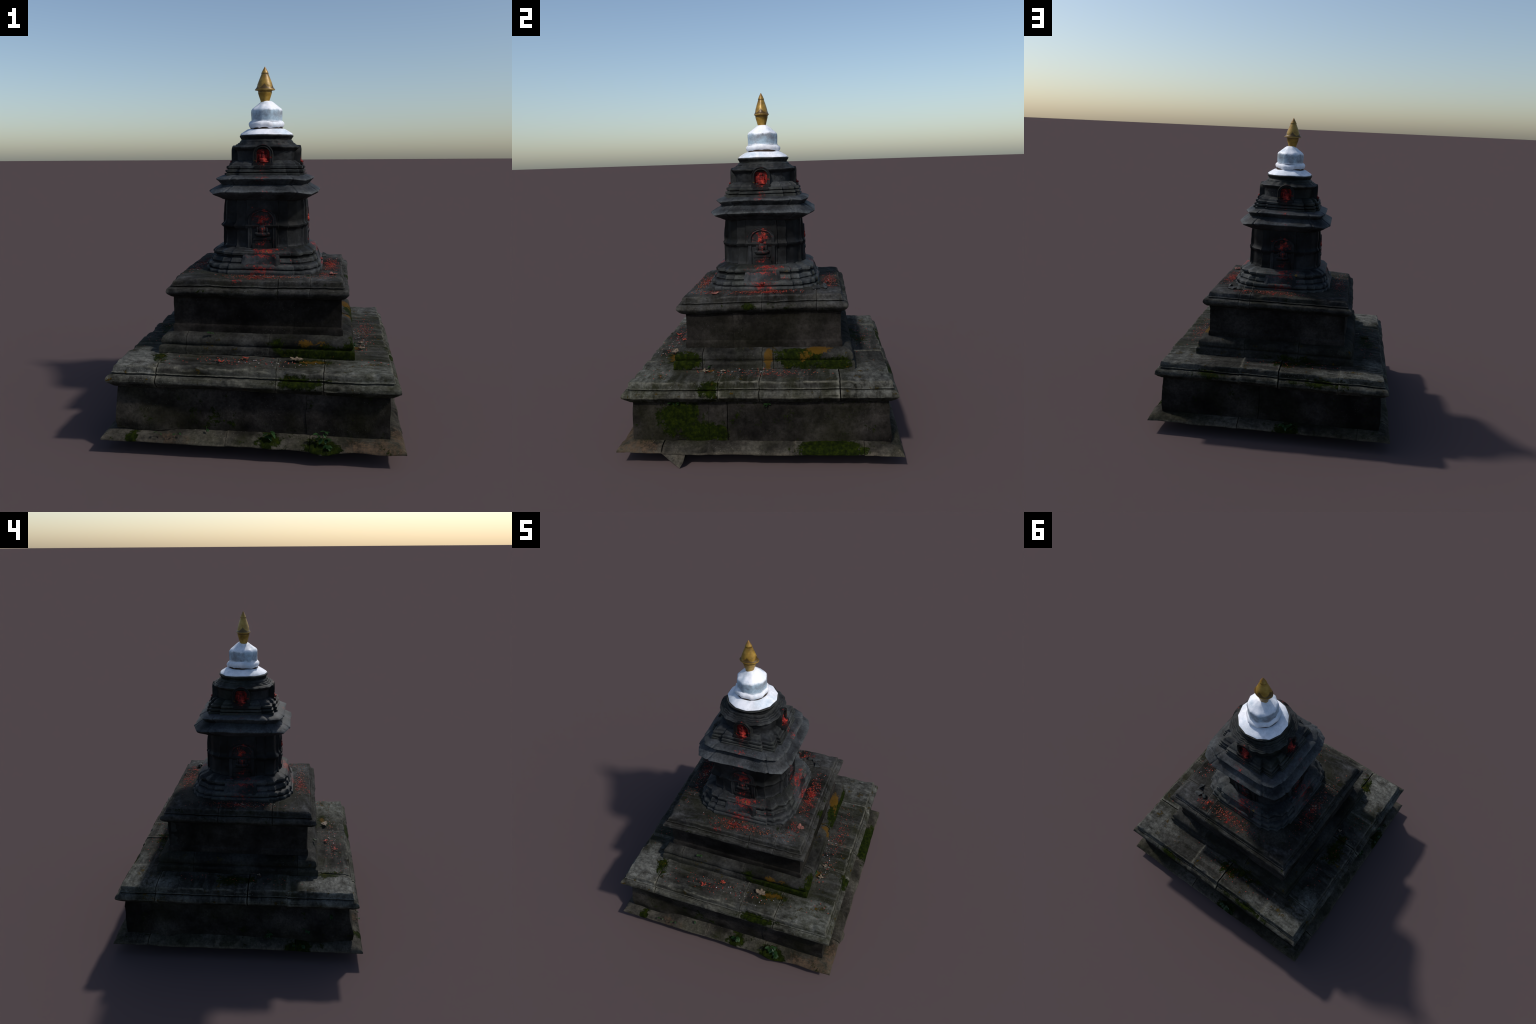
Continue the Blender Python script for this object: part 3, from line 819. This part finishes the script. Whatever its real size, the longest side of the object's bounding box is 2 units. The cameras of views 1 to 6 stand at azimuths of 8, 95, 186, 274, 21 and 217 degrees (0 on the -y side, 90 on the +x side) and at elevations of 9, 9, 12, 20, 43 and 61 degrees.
# ------------------------------------------------------------------ niches, reliefs and carved panels on the four sides
arch = arch_mesh('niche_arch', 0.056, 0.036, 1.462, 1.512, -0.198, -0.155, seed=61, rise_out=0.050, rise_in=0.034)
sill = box_mesh([(-0.056, 0.056, -0.210, -0.15, 1.438, 1.464), (-0.048, 0.048, -0.220, -0.16, 1.428, 1.446)], 'niche_sill', 0.004, seed=62)
back = box_mesh([(-0.040, 0.040, -0.178, -0.14, 1.46, 1.548)], 'niche_recess', 0.002, seed=63)
idol = blobs('seated_idol', [(0, -0.186, 1.478, 0.026, 0.016, 0.012), (0, -0.183, 1.497, 0.014, 0.011, 0.018), (0, -0.184, 1.520, 0.009, 0.009, 0.010),
                             (-0.016, -0.183, 1.495, 0.006, 0.007, 0.015), (0.016, -0.183, 1.495, 0.006, 0.007, 0.015), (0.008, -0.203, 1.468, 0.024, 0.010, 0.007)], seed=64)
pframe = arch_mesh('relief_frame', 0.080, 0.058, 0.990, 1.150, -0.2435, -0.2220, seed=65, rise_out=0.062, rise_in=0.048)
pback = box_mesh([(-0.060, 0.060, -0.2345, -0.2170, 0.99, 1.20)], 'relief_ground', 0.002, seed=66)
pfig = blobs('relief_idol', [(0, -0.2355, 1.135, 0.032, 0.006, 0.036), (0, -0.2410, 1.140, 0.013, 0.010, 0.016), (0, -0.2410, 1.160, 0.010, 0.008, 0.010),
                             (0, -0.2390, 1.105, 0.021, 0.010, 0.026), (-0.026, -0.2380, 1.100, 0.007, 0.007, 0.024), (0.026, -0.2380, 1.100, 0.007, 0.007, 0.024),
                             (0, -0.2400, 1.070, 0.042, 0.011, 0.014), (-0.030, -0.2390, 1.075, 0.014, 0.010, 0.010), (0.030, -0.2390, 1.075, 0.014, 0.010, 0.010)], seed=67)
pthrone = box_mesh([(-0.050, 0.050, -0.2445, -0.2220, 1.040, 1.056), (-0.042, 0.042, -0.2410, -0.2220, 1.022, 1.042), (-0.056, 0.056, -0.2470, -0.2220, 0.992, 1.023)], 'relief_throne', 0.003, seed=68)

def carved_panel():
    V, F = [], []
    nx, rows = 28, [(-0.2230, 0.9970), (-0.2500, 0.9950), (-0.2630, 0.9890), (-0.2730, 0.9870), (-0.2840, 0.9790), (-0.2880, 0.9730), (-0.2920, 0.9630), (-0.2970, 0.9530), (-0.3020, 0.9380), (-0.3060, 0.9230),
                    (-0.3140, 0.9100), (-0.3170, 0.9010), (-0.3100, 0.8930), (-0.2280, 0.8910)]
    m = len(rows)
    for i in range(nx + 1):
        u = -1 + 2 * i / nx
        for j, (y, z) in enumerate(rows):
            w = 0.092 + 0.018 * (0.997 - z) / 0.1
            rel = 0.0
            if 6 <= j <= 10:
                rel = 0.006 * math.exp(-((abs(u) - 0.80) / 0.13) ** 2) + 0.004 * math.exp(-(u / 0.35) ** 2) - 0.004
            V.append((u * w, y - rel, z))
    for i in range(nx):
        for j in range(m):
            F.append((i * m + j, i * m + (j + 1) % m, (i + 1) * m + (j + 1) % m, (i + 1) * m + j))
    F += [tuple(range(m)), tuple(range(nx * m, (nx + 1) * m))]
    V = roughen(np.array(V), 0.0025, 0.001, 70)
    return mesh_from(V, F, 'carved_panel', 40)
cpanel = carved_panel()
bead = blobs('offering_bowl', [(0, -0.322, 0.902, 0.012, 0.010, 0.009)], seed=71)

def four(name, mesh, mat, parent):
    for q in range(4):
        ob = add(name, mesh, mat, parent)
        ob.rotation_euler = (0, 0, q * math.pi / 2)
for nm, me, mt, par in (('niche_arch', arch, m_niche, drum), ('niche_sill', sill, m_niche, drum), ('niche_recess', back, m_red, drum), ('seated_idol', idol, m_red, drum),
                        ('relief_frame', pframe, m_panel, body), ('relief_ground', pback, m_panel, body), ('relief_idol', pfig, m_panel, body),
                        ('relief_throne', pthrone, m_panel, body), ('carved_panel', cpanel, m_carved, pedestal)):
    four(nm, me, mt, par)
ob = add('offering_bowl', bead, m_carved, pedestal)
ob.rotation_euler = (0, 0, math.pi / 2)

# broken flakes at the damaged back corner of the pedestal
def shard(name, pts, seed, mat, parent, loc=(0, 0, 0)):
    bm = bmesh.new()
    for p in pts:
        bm.verts.new(p)
    bmesh.ops.convex_hull(bm, input=bm.verts)
    bmesh.ops.subdivide_edges(bm, edges=list(bm.edges), cuts=2, use_grid_fill=True)
    me = bpy.data.meshes.new(name)
    bm.to_mesh(me); bm.free()
    return add(name, finish_organic(me, 0.002, seed, 30), mat, parent, loc)
shard('stone_flake', [(0.300, 0.335, 0.872), (0.345, 0.360, 0.873), (0.305, 0.375, 0.872), (0.285, 0.350, 0.888), (0.330, 0.350, 0.882), (0.340, 0.368, 0.878)], 81, m_pedestal, pedestal)
shard('stone_flake', [(0.250, 0.345, 0.872), (0.290, 0.350, 0.872), (0.270, 0.375, 0.872), (0.262, 0.350, 0.894), (0.285, 0.355, 0.886), (0.25, 0.365, 0.880)], 82, m_pedestal, pedestal)
shard('stone_flake', [(0.318, 0.285, 0.872), (0.350, 0.290, 0.872), (0.340, 0.330, 0.872), (0.320, 0.325, 0.894), (0.345, 0.305, 0.888)], 83, m_pedestal, pedestal)

# ------------------------------------------------------------------ weeds
def leaf_mesh():
    V, F = [], []
    n = 7
    for i in range(n + 1):
        t = i / n
        w = 0.30 * math.sin(math.pi * t ** 0.75) ** 0.9 if 0 < t < 1 else 0.0
        droop = -0.22 * t * t
        V += [(-w, t, droop + 0.10 * w), (0, t, droop), (w, t, droop + 0.10 * w)]
    for i in range(n):
        a = i * 3
        F += [(a, a + 1, a + 4, a + 3), (a + 1, a + 2, a + 5, a + 4)]
    return mesh_from(V, F, 'leaf', 80)
LEAF = leaf_mesh()

def weed(pos, out, spread, height, count, size, seed):
    """stems leaning outward from a joint in the masonry, with leaves along them"""
    r = random.Random(seed)
    o = Vector(out)
    side = Vector((-o.y, o.x, 0))
    segs = []
    tips = []
    for s in range(max(2, count // 4)):
        top = o * r.uniform(0.0, 0.012) + side * r.uniform(-spread, spread) + Vector((0, 0, r.uniform(0.35, 1.0) * height))
        segs.append([Vector((0, 0, 0)), top * 0.5 + Vector((0, 0, 0.004)), top])
    bm = bmesh.new()
    for sg in segs:
        prev = None
        for i, p in enumerate(sg):
            rad = 0.0016 * (1 - 0.3 * i)
            ring = [bm.verts.new(p + Vector((math.cos(a) * rad, math.sin(a) * rad, 0))) for a in (0, 1.57, 3.14, 4.71)]
            if prev:
                for j in range(4):
                    bm.faces.new((prev[j], prev[(j + 1) % 4], ring[(j + 1) % 4], ring[j]))
            prev = ring
        bm.faces.new(prev)
    me = bpy.data.meshes.new('weed')
    bm.to_mesh(me); bm.free()
    st = add('weed', me, m_stem, lower if pos[2] < 0.4 else upper, pos)
    for i in range(count):
        sg = segs[i % len(segs)]
        f = r.uniform(0.35, 1.0)
        p = sg[0].lerp(sg[2], f)
        lf = add('leaf', LEAF, m_leaf, st, p)
        ang = math.atan2(o.y, o.x) - math.pi / 2 + r.uniform(-1.5, 1.5)
        lf.rotation_euler = (r.uniform(-0.5, 0.5), r.uniform(-0.4, 0.4), ang)
        sz = size * r.uniform(0.7, 1.25)
        lf.scale = (sz, sz, sz)
weed((0.095, -0.725, 0.110), (0, -1, 0), 0.035, 0.055, 9, 0.032, 1)
weed((0.355, -0.728, 0.108), (0, -1, 0), 0.030, 0.075, 14, 0.030, 2)
weed((0.385, -0.738, 0.085), (0, -1, 0), 0.035, 0.030, 9, 0.026, 3)
weed((-0.13, 0.735, 0.100), (0, 1, 0), 0.045, 0.040, 12, 0.030, 4)
weed((-0.17, 0.738, 0.095), (0, 1, 0), 0.035, 0.025, 6, 0.024, 41)
weed((-0.70, -0.175, 0.125), (-1, 0, 0), 0.05, 0.06, 9, 0.028, 5)
weed((-0.70, -0.42, 0.155), (-1, 0, 0), 0.03, 0.08, 10, 0.030, 6)
weed((-0.70, -0.57, 0.27), (-1, 0, 0), 0.03, 0.05, 6, 0.022, 7)
weed((-0.738, -0.37, 0.095), (-1, 0, 0), 0.04, 0.025, 7, 0.024, 8)
weed((-0.226, -0.455, 0.562), (0, -1, 0), 0.03, 0.020, 7, 0.020, 9)
weed((0.515, -0.275, 0.463), (1, 0, 0), 0.02, 0.022, 5, 0.018, 10)
weed((0.693, -0.44, 0.325), (1, 0, 0), 0.03, 0.02, 5, 0.020, 12)
weed((0.693, 0.05, 0.318), (1, 0, 0), 0.03, 0.025, 5, 0.018, 13)
weed((-0.36, -0.742, 0.115), (0, -1, 0), 0.03, 0.02, 4, 0.018, 14)
weed((-0.46, -0.742, 0.115), (0, -1, 0), 0.02, 0.02, 3, 0.016, 15)
weed((-0.22, -0.70, 0.122), (0, -1, 0), 0.01, 0.04, 3, 0.018, 16)

# ------------------------------------------------------------------ scattered offerings
def scatter(name, mat, zones, seed, parent):
    """small curled petals lying on the ledges; zones: (cx, cy, z, rx, ry, count, size)"""
    r = random.Random(seed)
    V, F = [], []
    for cx, cy, z, rx, ry, cnt, size in zones:
        for _ in range(cnt):
            x = r.gauss(0, 0.45); y = r.gauss(0, 0.45)
            if abs(x) > 1 or abs(y) > 1:
                continue
            px, py = cx + x * rx, cy + y * ry
            s = size * 0.75 * r.uniform(0.4, 1.5)
            a = r.uniform(0, 6.28)
            asp = r.uniform(0.4, 0.9)
            b = len(V)
            u, w = min(1, max(0, px + 0.5)), min(1, max(0, py + 0.5))
            h = z + r.uniform(0.002, 0.0045) + (0.012 * w * (0.6 + 0.5 * u) if z > 0.6 else -0.004 + 0.006 * w)
            for (u, v, w) in ((-1, 0, 0), (-0.4, -asp, 0.25), (0.5, -asp * 0.8, 0.3), (1, 0, 0.15), (0.5, asp * 0.8, 0.3), (-0.4, asp, 0.25)):
                V.append((px + s * (u * math.cos(a) - v * math.sin(a)), py + s * (u * math.sin(a) + v * math.cos(a)), h + w * s))
            for (u, v, w) in ((-1, 0, 0), (-0.4, -asp, 0.25), (0.5, -asp * 0.8, 0.3), (1, 0, 0.15), (0.5, asp * 0.8, 0.3), (-0.4, asp, 0.25)):
                V.append((px + s * (u * math.cos(a) - v * math.sin(a)), py + s * (u * math.sin(a) + v * math.cos(a)), h + w * s - 0.0012))
            F.append(tuple(range(b, b + 6)))
            F.append(tuple(reversed(range(b + 6, b + 12))))
            for i in range(6):
                F.append((b + i, b + (i + 1) % 6, b + 6 + (i + 1) % 6, b + 6 + i))
    ob = add(name, mesh_from(V, F, name, 60, fix=False), mat, parent)
    ob['kind'] = 'stuff'
Z1, Z2 = 0.461, 0.857
scatter('red_petals', m_pr, [(0.0, -0.365, Z2, 0.24, 0.06, 150, 0.0032), (0.385, 0.03, Z2, 0.05, 0.26, 170, 0.0034), (0.38, -0.28, Z2, 0.07, 0.14, 40, 0.003),
    (0.02, 0.395, Z2, 0.28, 0.05, 140, 0.0032), (-0.385, 0.02, Z2, 0.06, 0.34, 130, 0.003),
    (-0.1, -0.585, Z1, 0.40, 0.09, 70, 0.0040), (0.59, 0.02, Z1, 0.08, 0.42, 100, 0.0038), (-0.05, 0.60, Z1, 0.45, 0.08, 40, 0.0035), (-0.60, 0.0, Z1, 0.08, 0.55, 45, 0.0035),
    (0.6, -0.55, Z1, 0.1, 0.15, 12, 0.004)], 5, ROOT)
scatter('orange_petals', m_po, [(0.18, -0.37, Z2, 0.22, 0.05, 80, 0.003), (0.385, 0.0, Z2, 0.05, 0.2, 60, 0.003), (0.59, 0.1, Z1, 0.07, 0.35, 40, 0.0035),
    (0.1, -0.58, Z1, 0.4, 0.07, 25, 0.004), (0.1, 0.395, Z2, 0.25, 0.05, 40, 0.003), (-0.385, -0.1, Z2, 0.05, 0.25, 30, 0.003)], 6, ROOT)
scatter('pale_petals', m_pw, [(0.05, -0.585, Z1, 0.30, 0.07, 26, 0.0042), (0.55, -0.12, Z1, 0.06, 0.2, 18, 0.004), (-0.02, -0.36, Z2, 0.25, 0.05, 22, 0.003),
    (0.38, 0.1, Z2, 0.05, 0.3, 12, 0.003), (-0.38, -0.05, Z2, 0.06, 0.2, 16, 0.003), (0.0, 0.395, Z2, 0.2, 0.05, 10, 0.003)], 7, ROOT)

def flower(name, pos, rad, count, mat, seed, flat=0.35):
    """a crushed flower or dry leaf cluster: overlapping petals round a middle"""
    r = random.Random(seed)
    bm = bmesh.new()
    for i in range(count):
        a = 6.283 * i / count + r.uniform(-0.4, 0.4)
        rr = rad * r.uniform(0.6, 1.1)
        q = bmesh.ops.create_uvsphere(bm, u_segments=8, v_segments=6, radius=1)
        M = Matrix.Translation((math.cos(a) * rr * 0.5, math.sin(a) * rr * 0.5, rad * flat * r.uniform(0.3, 0.8))) @ Matrix.Rotation(a, 4, 'Z') @ Matrix.Rotation(r.uniform(-0.5, 0.2), 4, 'Y') @ Matrix.Diagonal((rr * 0.55, rr * 0.33, 0.0022, 1))
        bmesh.ops.transform(bm, matrix=M, verts=q['verts'])
    me = bpy.data.meshes.new(name)
    bm.to_mesh(me); bm.free()
    add(name, finish_organic(me, 0.001, seed, 70), mat, ROOT, pos)
m_fl = petal_mat('crushed_blossom', (0.12, 0.035, 0.028), (0.20, 0.085, 0.065))
flower('crushed_flower', (0.40, -0.257, 0.860), 0.026, 11, m_fl, 1, 0.2)
flower('red_petal', (-0.163, -0.608, 0.461), 0.020, 3, m_pr, 2)
flower('red_petal', (-0.045, -0.545, 0.461), 0.022, 4, m_pr, 3)
flower('dry_leaf', (0.223, -0.545, 0.461), 0.036, 9, m_dry, 4)
flower('dry_leaf', (0.56, -0.30, 0.461), 0.020, 4, m_dry, 5)
flower('dry_leaf', (0.56, -0.20, 0.461), 0.018, 4, m_dry, 6)
flower('dry_leaf', (-0.37, 0.0, 0.857), 0.022, 6, m_dry, 7)
flower('dry_leaf', (-0.54, -0.12, 0.461), 0.016, 3, m_dry, 8)
